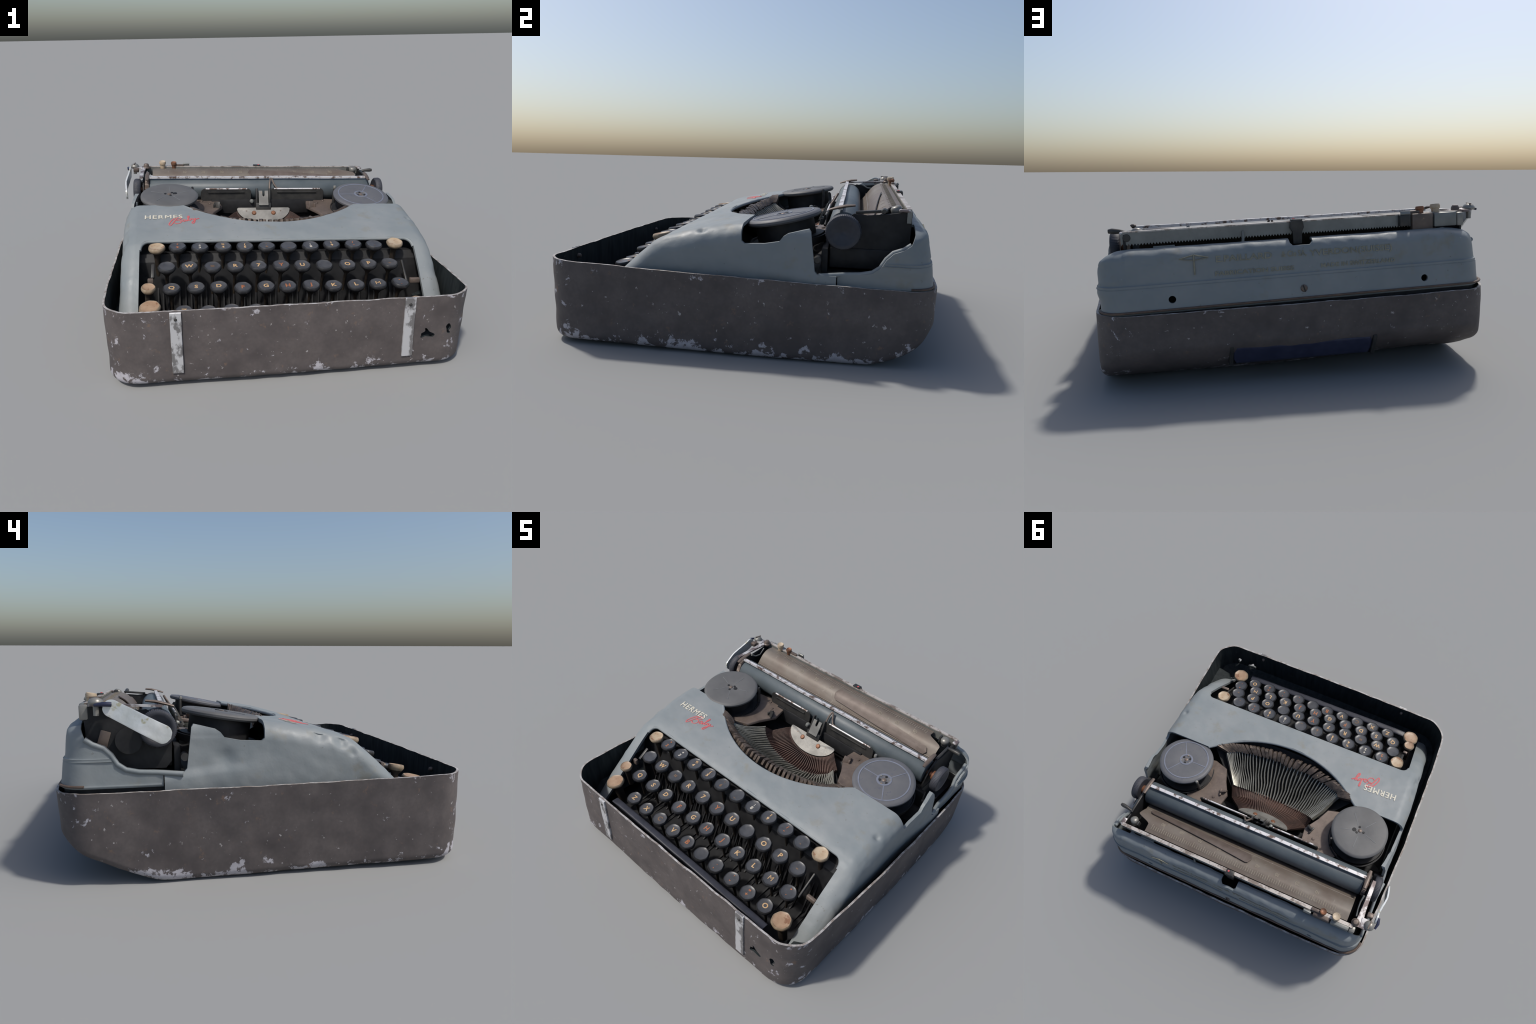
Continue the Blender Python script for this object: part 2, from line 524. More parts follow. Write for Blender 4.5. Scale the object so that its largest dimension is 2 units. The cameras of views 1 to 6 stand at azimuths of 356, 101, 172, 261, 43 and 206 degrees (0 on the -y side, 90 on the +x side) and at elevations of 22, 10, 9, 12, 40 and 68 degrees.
# soften the stair-stepped borders of the holes
edge = {}
for f in keep:
    for a, b in zip(f, f[1:] + f[:1]):
        e = (min(a, b), max(a, b))
        edge[e] = edge.get(e, 0) + 1
near = {}
for (a, b), k in edge.items():
    if k == 1 and NT <= min(a, b) and max(a, b) < NT * (NV - 1):
        near.setdefault(a, []).append(b)
        near.setdefault(b, []).append(a)
for _ in range(4):
    new = {}
    for i, nb in near.items():
        m = np.mean([P.v[j] for j in nb], axis=0)
        new[i] = tuple(np.array(P.v[i]) * .4 + m * .6)
    for i, p in new.items():
        P.v[i] = p
tray = P.build("case_tray", [CASE, LINING, RIM], case, 50)
so = tray.modifiers.new("thickness", 'SOLIDIFY')
so.thickness, so.offset = 0.011, -1
so.material_offset, so.material_offset_rim = 1, 2
apply_modifiers(tray)
for p in tray.data.polygons:                 # torn edges of the rust holes stay dark
    if p.material_index == 2 and p.center.z < .34:
        p.material_index = 1
finish_mesh(tray.data, 50)

def ledge_pt(u, v):
    x, y = case_outline(u, .014 + .13 * v, .4)
    z = .245 - .06 * sstep(-.7, -.9, y) * 0 - .05 * v
    if y < -.80: z -= .05
    return (x, y, z + .004 * nz(x, y, 0, 12))
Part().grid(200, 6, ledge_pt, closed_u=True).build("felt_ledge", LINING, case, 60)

# two tinned straps riveted to the front wall
for sx, z0, z1, tilt in ((-.610, .090, .440, 0.03), (.607, .088, .436, -0.02)):
    def strap_pt(a, b, d):
        x = sx + a + tilt * (b - .25) * 0.6
        y = -0.957 * (1 + 0.012 * max(0, 1 - (x / 0.95) ** 2))
        return (x, y - 0.006 + d - 0.003 * nz(x, b, 0, 9, 2) - .004, b)
    o = []
    for i in range(13):
        o.append((-.029 + .002 * nz(i, 0, 0, .7), lerp(z0, z1, i / 12)))
    for i in range(13):
        o.append((.029 + .002 * nz(i, 3, 0, .7), lerp(z1, z0, i / 12)))
    s = Part().prism(o, strap_pt, 0.016, 0.003).build("strap", STRAP, case)
    y0 = strap_pt(0, z1 - .04, 0)[1]
    Part().lathe([(0, .006), (.006, .005), (.009, 0), (.009, -.004)], (sx + tilt*.1, y0, z1 - .038), Matrix.Rotation(pi/2, 3, 'X'), 16).build("rivet", DARKSTEEL, s)
    Part().lathe([(0, .010), (.008, .008), (.012, 0), (.012, -.01)], (sx + tilt*.1, -.945, z1 - .05), Matrix.Rotation(-pi/2, 3, 'X'), 16).build("rivet", BRONZE, case)

# carrying handle folded flat against the sloping back foot
HT = Matrix.Rotation(math.radians(-24), 3, 'X')
HC = Vector((0, .908, .166))
h = Part()
h.box(HC + HT @ Vector((0, -.004, 0)), (.72, .034, .132), Matrix.Rotation(.02, 3, 'Y') @ HT, .006)
h.build("handle_seat", BLACK, case)
hp = Part()
def handle_pt(u, v):
    x = lerp(-.338, .338, v)
    a = 2 * pi * u
    e = min(1, 40 * (0.5 - abs(v - 0.5)) + .5)
    q4 = lambda t: math.copysign(abs(t) ** .5, t)
    q = HC + HT @ Vector((0, .016 + .014 * q4(cos(a)) * e, .052 * q4(sin(a)) * e + .003 * nz(x, a, 0, 6)))
    return (x, q.y, q.z - .02 * x)
hp.grid(24, 50, handle_pt, closed_u=True)
hp.build("carrying_handle", NAVY, case, 60)
for sx in (-.348, .348):
    Part().box(HC + HT @ Vector((sx, .014, -.02 * sx)), (.020, .034, .118), HT, .004).build("handle_bracket", DARKSTEEL, case)

# ================================================================ TYPEWRITER
tw = bpy.data.objects.new("portable_typewriter", None)
bpy.context.scene.collection.objects.link(tw)
ROT = Matrix.Rotation(math.radians(2.35), 4, 'Z') @ Matrix.Rotation(math.radians(2.4), 4, 'Y')
tw.matrix_world = ROT @ Matrix.Translation((-0.017, 0, 0))
tw["label"] = "old grey-blue portable typewriter with round black keys"
tw["category"] = "typewriter"

# ---------------------------------------------------------------- front hood
hood_top = curve_through([(-.90, .125), (-.80, .200), (-.70, .298), (-.643, .354), (-.542, .453), (-.444, .537), (-.40, .572), (-.375, .585), (-.349, .597), (-.25, .624), (-.164, .642), (.04, .676), (.2, .700), (.5, .705)])

def side_w(y, z, sg=1):
    w = 0.936 - 0.010 * sstep(.40, .68, z)
    if sg < 0: w -= .014 * sstep(-.1, -.4, y)
    if sg > 0: w += .016 * sstep(.10, .32, y)
    w -= .045 * sstep(.605, .675, z) * sstep(.02, .12, y)
    inset = (0.004 if sg > 0 else 0.012) * sstep(-.05, .30, y) * sstep(.425, .475, z + .10 * (y - .45))
    return w - inset + .004 * nz(y, z, 0, 5, 2)

def hood_pt(u, v):
    y = lerp(-.885, .492, v)
    zt = hood_top(y)
    zb = min(.33, max(.055, zt - .10))
    r = min(.090, (zt - zb) * .8)
    s = abs(2 * u - 1)                      # 1 at the wall foot, 0 on the ridge
    sg = 1 if u < 0.5 else -1
    if s > 0.62:
        z = lerp(zt - r, zb, (s - .62) / .38)
        x = side_w(y, z, sg)
    elif s > 0.42:
        a = (.62 - s) / .20 * pi / 2
        x = side_w(y, zt - r, sg) - r * (1 - cos(a))
        z = zt - r + r * sin(a)
    else:
        x = (side_w(y, zt - r, sg) - r) * s / .42
        z = zt
    k = .0035 * nz(x * sg, y, z, 7, 5) + .0018 * nz(x * sg, y, z, 21, 6)
    # a few dents along the shoulders
    for dx, dy, dz, dr, dd in ((-.905, -.33, .57, .05, .012), (-.90, -.22, .60, .05, .009), (.868, -.16, .63, .028, .020), (-.91, -.38, .52, .03, .010), (.1, -.37, .59, .06, .005), (-.915, .22, .52, .06, .012)):
        q = ((x*sg-dx)**2 + (y-dy)**2 + (z-dz)**2) / dr**2
        k -= dd * math.exp(-q * 2.5)
    return (sg * (x + k * (1 if s > .5 else 0)), y, z + (k if s < .62 else 0))

hood = Part().grid(220, 190, hood_pt).build("front_hood", HOOD, tw, 60)
so = hood.modifiers.new("thickness", 'SOLIDIFY')
so.thickness, so.offset = 0.018, 1
# the inside faces the mechanism; make sure thickness goes inward
so.offset = -1

cutters = []
def cutter(part):
    o = part.build("cutter", BLACK, tw)
    cutters.append(o)
    return o

# keyboard well: rounded at the top, open to the front
well = []
for i in range(9):
    a = pi / 2 * i / 8
    well.append((.815 - .055 + .055 * cos(a), -.376 - .055 + .055 * sin(a)))
for i in range(9):
    a = pi / 2 + pi / 2 * i / 8
    well.append((-.815 + .055 + .055 * cos(a), -.376 - .055 + .055 * sin(a)))
well += [(-.812, -1.0), (.812, -1.0)]
cutter(Part().prism(well, lambda a, b, d: (a, b, .02 + d), 1.2))
# type basket: shallow arc
arc = []
for i in range(41):
    x = lerp(-.60, .60, i / 40)
    arc.append((x, .565 - math.sqrt(.77 ** 2 - x * x)))
arc += [(.62, .10), (-.62, .10)]
cutter(Part().prism(arc, lambda a, b, d: (a, b, .25 + d), 1.0))
# spool notch and carriage gap, cut from the side
prof = [(.046, 1.2), (.038, .64), (.042, .600), (.056, .588), (.15, .592), (.222, .606), (.240, .630), (.262, .645), (.33, .662), (.358, .668), (.368, .655), (.392, .475), (.405, .462), (.60, .455), (.60, 1.2)]
cutter(Part().prism(prof, lambda a, b, d: (-1.2 + d, a, b), 2.4))
for o in cutters:
    m = hood.modifiers.new("cut", 'BOOLEAN')
    m.operation, m.object, m.solver = 'DIFFERENCE', o, 'EXACT'
bpy.context.view_layer.update()
apply_modifiers(hood)
for o in cutters:
    bpy.data.objects.remove(o)
cutters = []
finish_mesh(hood.data, 40)

# rolled lips of the openings
def on_hood(x, y, off=0.0):
    return (x, y, hood_top(y) + off)
lip = Part()
lip.tube([on_hood(x, y + .004, -.012) for x, y in well[:18]], .011, 8)
lip.build("keyboard_opening_lip", HOOD, tw, 80)
lip = Part()
lip.tube([on_hood(x, min(y, .04), -.010) for x, y in arc[1:40]], .010, 8)
lip.build("basket_opening_lip", HOOD, tw, 80)

# lettering on the hood
vs, fs = text_mesh("HERMES", .064, 1.15, 0.0)
w0 = min(v[0] for v in vs); w1 = max(v[0] for v in vs)
def put_hood(v, cx, cy, sx, ang, off):
    a, b = v[0] * sx, v[1]
    x = cx + a * cos(ang) - b * sin(ang)
    y = cy + a * sin(ang) + b * cos(ang)
    return (x, y, hood_top(y) + off + .0035 * nz(x, y, hood_top(y), 7, 5) + .0018 * nz(x, y, hood_top(y), 21, 6))
sx = .228 / (w1 - w0)
name_part = Part().add([put_hood(v, -.688, -.132, sx, .035, .0025) for v in vs], fs)
name_part.add([put_hood((v[0] + .0028, v[1]), -.688, -.132, sx, .035, .0028) for v in vs], fs)
name_part.add([put_hood((v[0] + .0014, v[1] + .0016), -.688, -.132, sx, .035, .0031) for v in vs], fs)
name_part.build("maker_lettering", CREAM, tw)
# flowing script as brush strokes: control points in units of one letter height
strokes = [
    [(-1.9, -1.0), (-1.75, -.95), (-1.3, -.3), (-.75, .55), (-.35, .85), (-.1, .70), (-.35, .30), (-.85, .12), (-.45, .08), (-.2, -.2), (-.45, -.62), (-.95, -.68), (-1.15, -.45)],
    [(-1.9, -1.0), (-1.95, -.6), (-1.5, .2), (-1.0, .65), (-.5, .9)],
    [(.35, .10), (.1, .22), (-.02, -.1), (.15, -.32), (.35, -.05), (.42, .12), (.45, -.2), (.62, -.2)],
    [(.62, -.2), (.95, .6), (1.05, 1.0), (.9, 1.05), (.82, .4), (.85, -.1), (1.08, -.12), (1.18, .15), (1.05, .25)],
    [(1.18, .15), (1.42, .28), (1.45, .0), (1.65, .05), (1.78, .32), (1.7, -.25), (1.45, -.85), (1.2, -.92), (1.3, -.55), (1.85, -.02), (2.35, .25)],
]
sp = Part()
for st in strokes:
    fine = []
    n = len(st)
    for i in range(n - 1):
        p0, p1, p2, p3 = (st[max(i-1, 0)], st[i], st[i+1], st[min(i+2, n-1)])
        for k in range(5):
            t = k / 5
            fine.append(tuple(.5 * ((2*p1[j]) + (-p0[j]+p2[j])*t + (2*p0[j]-5*p1[j]+4*p2[j]-p3[j])*t*t + (-p0[j]+3*p1[j]-3*p2[j]+p3[j])*t**3) for j in (0, 1)))
    fine.append(st[-1])
    path = [put_hood((a * .044, b * .050), -.570, -.176, 1, .14, .001) for a, b in fine]
    sp.tube(path, .0042, 6, flat=.5)
sp.build("script_lettering", SCRIPT, tw, 80)

# ---------------------------------------------------------------- rear cover
levels = [(.400, .934, .938), (.410, .937, .944), (.424, .935, .940), (.50, .934, .930), (.524, .933, .926), (.529, .934, .926), (.535, .929, .918), (.60, .926, .912), (.635, .920, .908), (.652, .908, .903), (.667, .888, .893), (.679, .860, .878), (.685, .836, .862), (.687, .815, .845), (.683, .80, .830)]
lvw = curve_through([(i, l[1]) for i, l in enumerate(levels)])
lvy = curve_through([(i, l[2]) for i, l in enumerate(levels)])
lvz = curve_through([(i, l[0]) for i, l in enumerate(levels)])
def rear_pt(u, v):
    q = v * (len(levels) - 1)
    w, yb, z = lvw(q), lvy(q), lvz(q)
    r = .11
    L1, L2, L3 = yb - r - .497, pi * r / 2, 2 * (w - r)
    s = u * (2 * L1 + 2 * L2 + L3)
    if s < L1: x, y = w, .497 + s
    elif s < L1 + L2:
        a = (s - L1) / r
        x, y = w - r + r * cos(a), yb - r + r * sin(a)
    elif s < L1 + L2 + L3: x, y = w - r - (s - L1 - L2), yb
    elif s < L1 + 2 * L2 + L3:
        a = (s - L1 - L2 - L3) / r
        x, y = -w + r - r * sin(a), yb - r + r * cos(a)
    else: x, y = -w, yb - r - (s - L1 - 2 * L2 - L3)
    k = .005 * nz(x, y, z, 5, 8) + .002 * nz(x, y, z, 16, 3)
    if z > .62:
        k += .004 * nz(x, y, z, 22, 1)
    if x > .8 and z > .55 and y > .7:           # battered right rear corner
        k += .012 * nz(x, y, z, 9, 13)
    if x < 0: x += .008
    elif z > .45: x += .012 * sstep(.55, .75, y) * sstep(.45, .50, z)
    l = math.hypot(x, y - .2)
    return (x + k * x / l, y + k * (y - .2) / l, z + .3 * k)
rear = Part().grid(300, 90, rear_pt).build("rear_cover", HOOD, tw, 60)
so = rear.modifiers.new("thickness", 'SOLIDIFY')
so.thickness, so.offset = 0.012, -1
gap = [(.40, 1.2), (.40, .462), (.52, .463), (.60, .468), (.655, .480), (.69, .505), (.715, .545), (.745, .575), (.79, .592), (.822, .615), (.838, .655), (.842, .80), (.80, 1.2)]
# the gap only reaches through the side walls, not through the back panel
for sg in (1, -1):
    cutter(Part().prism(gap, lambda a, b, d: (sg * (.76 + d), a, b), .5))
notch = [(-.064, .8), (-.060, .672), (-.045, .658), (.036, .658), (.050, .672), (.056, .8)]
cutter(Part().prism(notch, lambda a, b, d: (a, .75 + d, b), .4))
for hx in (.609, -.605):
    c = Part().lathe([(0, -.1), (.017, -.1), (.017, .1), (0, .1)], (hx, .93, .458), Matrix.Rotation(pi/2, 3, 'X'), 24)
    cutter(c)
for o in cutters:
    m = rear.modifiers.new("cut", 'BOOLEAN')
    if DEBUG: bpy.context.view_layer.update(); print("REAR", len(rear.evaluated_get(bpy.context.evaluated_depsgraph_get()).data.polygons))
    m.operation, m.object, m.solver = 'DIFFERENCE', o, 'EXACT'
    m.use_self = True
bpy.context.view_layer.update()
apply_modifiers(rear)
for o in cutters:
    bpy.data.objects.remove(o)
finish_mesh(rear.data, 40)

# turned edges of the carriage openings in both side walls
for sg in (1, -1):
    e = Part()
    wz = curve_through([(l[0], l[1]) for l in levels[2:13]])
    path = [(sg * (wz(b) - .012), a, b) for a, b in gap[2:10]]
    e.tube([(sg * (side_w(.44, .46) - .01), .41, .455)] + path, .012, 8)
    e.build("opening_edge", HOOD, tw, 80)

# lower rolled lip of the body all round
def lip_pt(t):
    w, b0, b1, r = .936, -.30, .943, .11
    pts = [(w, b0), (w, b1 - r)]
    pts += [(w - r + r * cos(a), b1 - r + r * sin(a)) for a in np.linspace(0, pi/2, 12)]
    pts += [(x, b1) for x in np.linspace(w - r, -w + r, 20)]
    pts += [(-w + r - r * sin(a), b1 - r + r * cos(a)) for a in np.linspace(0, pi/2, 12)]
    pts += [(-w, b1 - r), (-w, b0)]
    return pts
Part().tube([(x, y, .414) for x, y in lip_pt(0)][1:-1], .008, 8, flat=.7).build("base_lip", RUSTLIP, tw, 80)

# screw and lettering on the back panel
Part().lathe([(0, .012), (.012, .011), (.017, .006), (.018, 0), (.018, -.02)], (0, .932, .458), Matrix.Rotation(-pi/2, 3, 'X'), 24).build("slotted_screw", BRONZE, tw)
Part().box((0, .944, .458), (.005, .004, .032), Matrix.Rotation(.3, 3, 'Y')).build("screw_slot", BLACK, tw)
def back_y(z):
    """y of the back panel at height z"""
    lo, hi = 2.0, 11.0
    for _ in range(30):
        m = (lo + hi) / 2
        lo, hi = (m, hi) if lvz(m) < z else (lo, m)
    return lvy(lo)
def back_text(body, cx, cz, width, height):
    vs, fs = text_mesh(body, height * 1.35, 1.0, .0008)
    a0 = min(v[0] for v in vs); a1 = max(v[0] for v in vs)
    k = width / (a1 - a0)
    out = []
    for v in vs:
        x, z = cx - v[0] * k, cz + v[1]
        y = back_y(z)
        kk = .005 * nz(x, y, z, 5, 8) + .002 * nz(x, y, z, 16, 3)
        if z > .62:
            kk += .004 * nz(x, y, z, 22, 1)
        out.append((x, y + kk + .0025, z))
    return out, fs
bt = Part()
bt.add(*back_text("E.PAILLARD", .272, .622, .26, .030))
bt.add(*back_text("& Cie SA,", .036, .622, .12, .028))
bt.add(*back_text("YVERDON(SUISSE)", -.245, .618, .41, .030))
bt.add(*back_text("FABRICATION SUISSE", .225, .556, .37, .020))
bt.add(*back_text("MADE IN SWITZERLAND", -.275, .556, .37, .020))
bt.build("maker_inscription", GILT, tw)
cb = Part()
def bp(x, z):
    y = back_y(z)
    return (x, y + .005 * nz(x, y, z, 5, 8) + .002 * nz(x, y, z, 16, 3) + (.004 * nz(x, y, z, 22, 1) if z > .62 else 0) + .003, z)
cb.tube([bp(.501, z) for z in np.linspace(.652, .560, 12)], .004, 6)
cb.tube([bp(.501 + s, .650 - abs(s) * .22 - .0) for s in np.linspace(-.066, .066, 13)], .0028, 6)
cb.tube([bp(.501 + s, .627 + abs(s) * .12) for s in np.linspace(-.066, .066, 13)], .002, 6)
cb.build("crossbow_emblem", GILT, tw)

# ------------------------------------------------------------- dark chassis
ch = Part()
prof = [(-.875, .05), (-.875, .08), (-.70, .08), (-.58, .08), (-.47, .09), (-.45, .20), (-.43, .35), (-.41, .46), (-.38, .50), (-.33, .50), (-.26, .42), (-.12, .36), (.05, .33), (.20, .34), (.30, .38), (.40, .45), (.52, .46), (.80, .45), (.90, .405), (.90, .30), (.84, .22), (.56, .06), (.30, .05)]
ch.prism(prof, lambda a, b, d: (-.885 + d, a, b), 1.77)
ch.build("chassis", BLACK, tw, 20)
band = Part()
bo = rounded_rect(1.835, .64, .12, 8)
band.prism(bo, lambda a, b, d: (a, b + .612, .33 + d), .078)
band.build("base_pan", BLACK, tw, 30)

# key levers under the keys
kl = Part()
for i in range(46):
    x = lerp(-.72, .72, i / 45)
    y0 = (-.76, -.655, -.545, -.44)[i % 4]
    base = lambda y: .5 * 0 + curve_through([(-.82, .05), (-.60, .07), (-.50, .11), (-.45, .25), (-.42, .36), (-.36, .40)])(y)
    pts = [(x + .004 * sin(i + 9 * y), y, base(y) - .005) for y in np.linspace(y0, -.36, 6)]
    kl.ribbon(pts, [(1, 0, 0)] * 6, [(0, 0, 1)] * 6, .009, .04)
kl.build("key_lever", BLACK, tw, stuff=True)

# ------------------------------------------------------------------ keyboard
TILT = Matrix.Rotation(math.radians(9), 3, 'X')     # key tops lean to the typist
def key_mesh(r, h, cap, rim, sides, stem=.14):
    p = Part()
    wob = lambda a: .018 * cos(sides * a) + .01 * cos(3 * a + sides)
    k = Part()
    k.lathe([(0, -.004), (r*.45, -.0042), (r*.76, -.0030), (r*.84, -.0008)], n=36, wob=wob, mi=0)
    k.lathe([(r*.84, -.0008), (r*.885, .0006), (r*.955, -.004), (r, -.013), (r*.96, -.021), (r*.80, -.030)], n=36, wob=wob, mi=1)
    k.lathe([(r*.80, -.030), (r*.45, -.048), (r*(stem+.06), -.070), (r*stem, -h), (0, -h)], n=36, wob=wob, mi=2)
    ob = k.build("key_mesh", [cap, rim, STEM], None, 70)
    me = ob.data
    bpy.data.objects.remove(ob)
    return me
STEM = mottled('dark_key_stem', (0.022, 0.018, 0.015), (0.050, 0.038, 0.028), 20, 0.5)
DARK = [key_mesh(.051, .19, KEYCAP, KEYRIM, s) for s in (5, 6, 7, 8)]
IV = [key_mesh(.049, .19, IVORY, HORN, s, .30) for s in (5, 7)]
SHIFT = [key_mesh(.059, .19, UMBER, HORN, s, .42) for s in (7, 8)]
SMALL = key_mesh(.040, .19, UMBER, HORN, 6, .40)
legend_cache = {}
def legend(body, size):
    if (body, size) not in legend_cache:
        vs, fs = text_mesh(body, size, 1.0, 0.0 if body == 'M' else .0012)
        legend_cache[(body, size)] = (vs, fs)
    return legend_cache[(body, size)]

def add_key(x, y, z, me, top=None, low=None, mat=TAN, lift=0):
    ob = bpy.data.objects.new("key", me)
    bpy.context.scene.collection.objects.link(ob)
    ob.parent = tw
    j = RNG.normal(0, 1, 5)
    M = Matrix.Translation((x + .002*j[0], y + .002*j[1], z + .004 + .003*j[2])) @ (Matrix.Rotation(.04*j[3], 3, 'Y') @ TILT @ Matrix.Rotation(.03*j[4], 3, 'X')).to_4x4()
    ob.matrix_local = M
    if top or low:
        p = Part()
        if low is None:
            vs, fs = legend(top, .043)
            p.add([(v[0], v[1], .0005) for v in vs], fs)
        else:
            for s, dy, sz in ((top, .016, .026), (low, -.013, .030)):
                if s:
                    vs, fs = legend(s, sz)
                    p.add([(v[0], v[1] + dy, .0002) for v in vs], fs)
        # dish the lettering with the key top
        p.v = [(a, b, -.0040 + 1.0 * (a*a + b*b) + .0009) for a, b, c in p.v]
        l = p.build("key_legend", mat, ob)
    return ob

SP = .1296
rows = [
    (-.600, -.433, .562, [("\"", "2", RED), ("+", "3", PALE), ("%", "4", TAN), ("(", "5", TAN), ("'", "6", FADED), ("", "_", FADED), (":", "8", PALE), ("?", "9", TAN), ("/", "-", RED), ("", "-", FADED)]),
    (-.662, -.545, .485, [None, ("W", None, TAN), ("=", None, FADED), ("R", None, TAN), ("7", None, TAN), ("Y", None, RED), ("U", None, TAN), None, ("O", None, TAN), ("P", None, TAN), ("-", None, FADED)]),
    (-.630, -.655, .403, [("Q", None, TAN), ("S", None, TAN), ("D", None, TAN), ("F", None, RED), ("G", None, TAN), ("H", None, RED), ("J", None, RED), ("K", None, TAN), ("L", None, TAN), ("M", None, TAN), ("\"", ".", RED)]),
    (-.566, -.762, .316, [("Z", None, TAN), ("X", None, TAN), ("C", None, FADED), ("V", None, TAN), ("B", None, RED), None, (".", ",", RED), ("'", "-", RED), ("=", "+", RED), ("O", None, TAN)]),
]
n = 0
for x0, y, z, ks in rows:
    for i, k in enumerate(ks):
        n += 1
        me = DARK[n % 4]
        if k is None:
            add_key(x0 + i * SP, y, z, me)
        else:
            add_key(x0 + i * SP, y, z, me, k[0] or None, k[1], k[2])
add_key(-.719, -.433, .562, IV[0])
add_key(.693, -.436, .570, IV[1])
add_key(-.745, -.776, .354, SHIFT[0])
add_key(.738, -.776, .345, SHIFT[1])
add_key(-.757, -.677, .421, SMALL)
# shift-key ring marks and side levers in the well
Part().box((.781, -.585, .388), (.06, .022, .030), None, .005).build("side_lever", BRONZE, tw)
Part().box((-.748, -.598, .420), (.032, .02, .04), None, .005).build("side_lever", BRONZE, tw)
Part().box((-.738, -.535, .455), (.02, .09, .02), Matrix.Rotation(.62, 3, 'X'), .004).build("side_lever", DARKSTEEL, tw)
Part().box((.722, -.56, .43), (.012, .16, .02), Matrix.Rotation(.65, 3, 'X'), .004).build("side_lever", DARKSTEEL, tw)
# space bar
sb = Part()
def bar_pt(u, v):
    x = lerp(-.688, .672, v)
    e = min(1, 14 * (0.5 - abs(v - 0.5)) + .35)
    a = 2 * pi * u
    c, s = cos(a), sin(a)
    q = lambda t: math.copysign(abs(t) ** .6, t)
    return (x, -.832 + .024 * q(c), .262 + .013 * q(s) * e + .003 * nz(x, 0, 0, 4))
sb.grid(20, 60, bar_pt, closed_u=True)
sb.box((-.4, -.832, .20), (.02, .02, .11))
sb.box((.4, -.832, .20), (.02, .02, .11))
sb.build("space_bar", SPACEBAR, tw, 50)

# ------------------------------------------------------------- ribbon spools
SPT = Matrix.Rotation(math.radians(8.6), 3, 'X')
def spool(cx, cz, tilt, mat, linemat, seed, nrad, ring):
    SPT = Matrix.Rotation(math.radians(tilt), 3, 'X')
    c = Vector((cx, .203, cz))
    body = Part()
    wob = lambda a: .006 * cos(3 * a + seed) + .003 * cos(7 * a)
    body.lathe([(0, .001), (.030, .001), (.036, .003), (.10, .002), (.172, .001), (.184, -.002), (.191, -.010), (.191, -.020), (.184, -.028), (.10, -.030), (0, -.030)], c, SPT, 72, wob=wob)
    ob = body.build("ribbon_spool", mat, tw, 40)
    core = Part()
    core.lathe([(.03, -.02), (.150, -.02), (.150, -.115), (.188, -.117), (.188, -.135), (0, -.135)], c, SPT, 60)
    core.build("ribbon_core", BLACK, tw, 40)
    ln = Part()
    M = Matrix.Translation(c) @ SPT.to_4x4()
    for i in range(nrad):
        a = seed + 2 * pi * i / nrad
        r0, r1 = .045, .150 if ring else .13
        ang = Matrix.Rotation(a, 3, 'Z')
        mid = M @ (ang @ Vector(((r0 + r1) / 2, 0, .0025)))
        ln.box(mid, (r1 - r0, .0055 if ring else .0022, .0024), SPT @ ang)
    if ring:
        ln.lathe([(.150, .0018), (.151, .0036), (.158, .0034), (.159, .0016)], c, SPT, 72)
        ln.lathe([(.034, .003), (.035, .0052), (.047, .0050), (.048, .002)], c, SPT, 48)
    ln.build("spool_rib", linemat, ob)
    hub = Part()
    hub.lathe([(0, .007), (.008, .0068), (.013, .004), (.014, 0)], c, SPT, 20)
    hub.build("spool_screw", BRONZE, ob)
    for i in range(3):
        a = seed + .6 + 2 * pi * i / 3
        Part().lathe([(0, .0042), (.0075, .0042), (.0085, .001)], M @ Vector((.027 * cos(a), .027 * sin(a), .0005)), SPT, 16).build("hub_hole", BLACK, ob)
    if ring:
        for i in range(3):
            a = seed + .6 + pi / 3 + 2 * pi * i / 3
            Part().lathe([(0, .006), (.0055, .0055), (.0065, .001)], M @ Vector((.036 * cos(a), .036 * sin(a), .0005)), SPT, 16).build("hub_rivet", NICKEL, ob)
    else:
        Part().lathe([(0, .0046), (.014, .0046), (.015, .001)], M @ Vector((.038, .008, 0)), SPT, 20).build("hub_hole", BLACK, ob)
    return ob
spool(.66, .697, 11.5, SPOOLA, SPLINE, 1.05, 3, True)
spool(-.66, .705, 8.6, SPOOLB, SPLINEB, .30, 5, False)
for sg in (1, -1):
    Part().lathe([(0, -.15), (.190, -.15), (.197, -.125), (.197, -.115), (.190, -.115), (.186, -.14), (0, -.14)], (sg * .66, .215, .700), SPT, 60).build("spool_cup", BLACK, tw, 40)
    # ribbon feed post beside the spool
    Part().tube([(sg * .505, .335, .56), (sg * .505, .333, .70), (sg * .505, .331, .722)], [.012, .010, .007], 10).build("feed_post", DARKSTEEL, tw)
Part().lathe([(0, .012), (.008, .010), (.011, 0), (.010, -.01)], (.505, .331, .718), None, 14).build("feed_post_tip", NICKEL, tw)
# ----------------------------------------------------- type basket (segment)
def ring(name_lo, name_hi):
    return name_lo, name_hi
RA = ((0, .280, .463), (.190, .358, .548))     # edge of the nickel plate
RB = ((0, .197, .428), (.295, .283, .490))     # ridge of the comb
RC = ((0, .140, .415), (.318, .212, .560))     # foot of the comb
RD = ((0, -.092, .580), (.445, .025, .618))    # inner end of the type heads
RE = ((0, -.150, .605), (.535, .035, .660))    # outer end of the type heads
def on_ring(Rg, phi):
    lo, hi = Rg
    k = 1 - cos(phi)
    return Vector((hi[0] * sin(phi), lerp(lo[1], hi[1], k), lerp(lo[2], hi[2], k)))

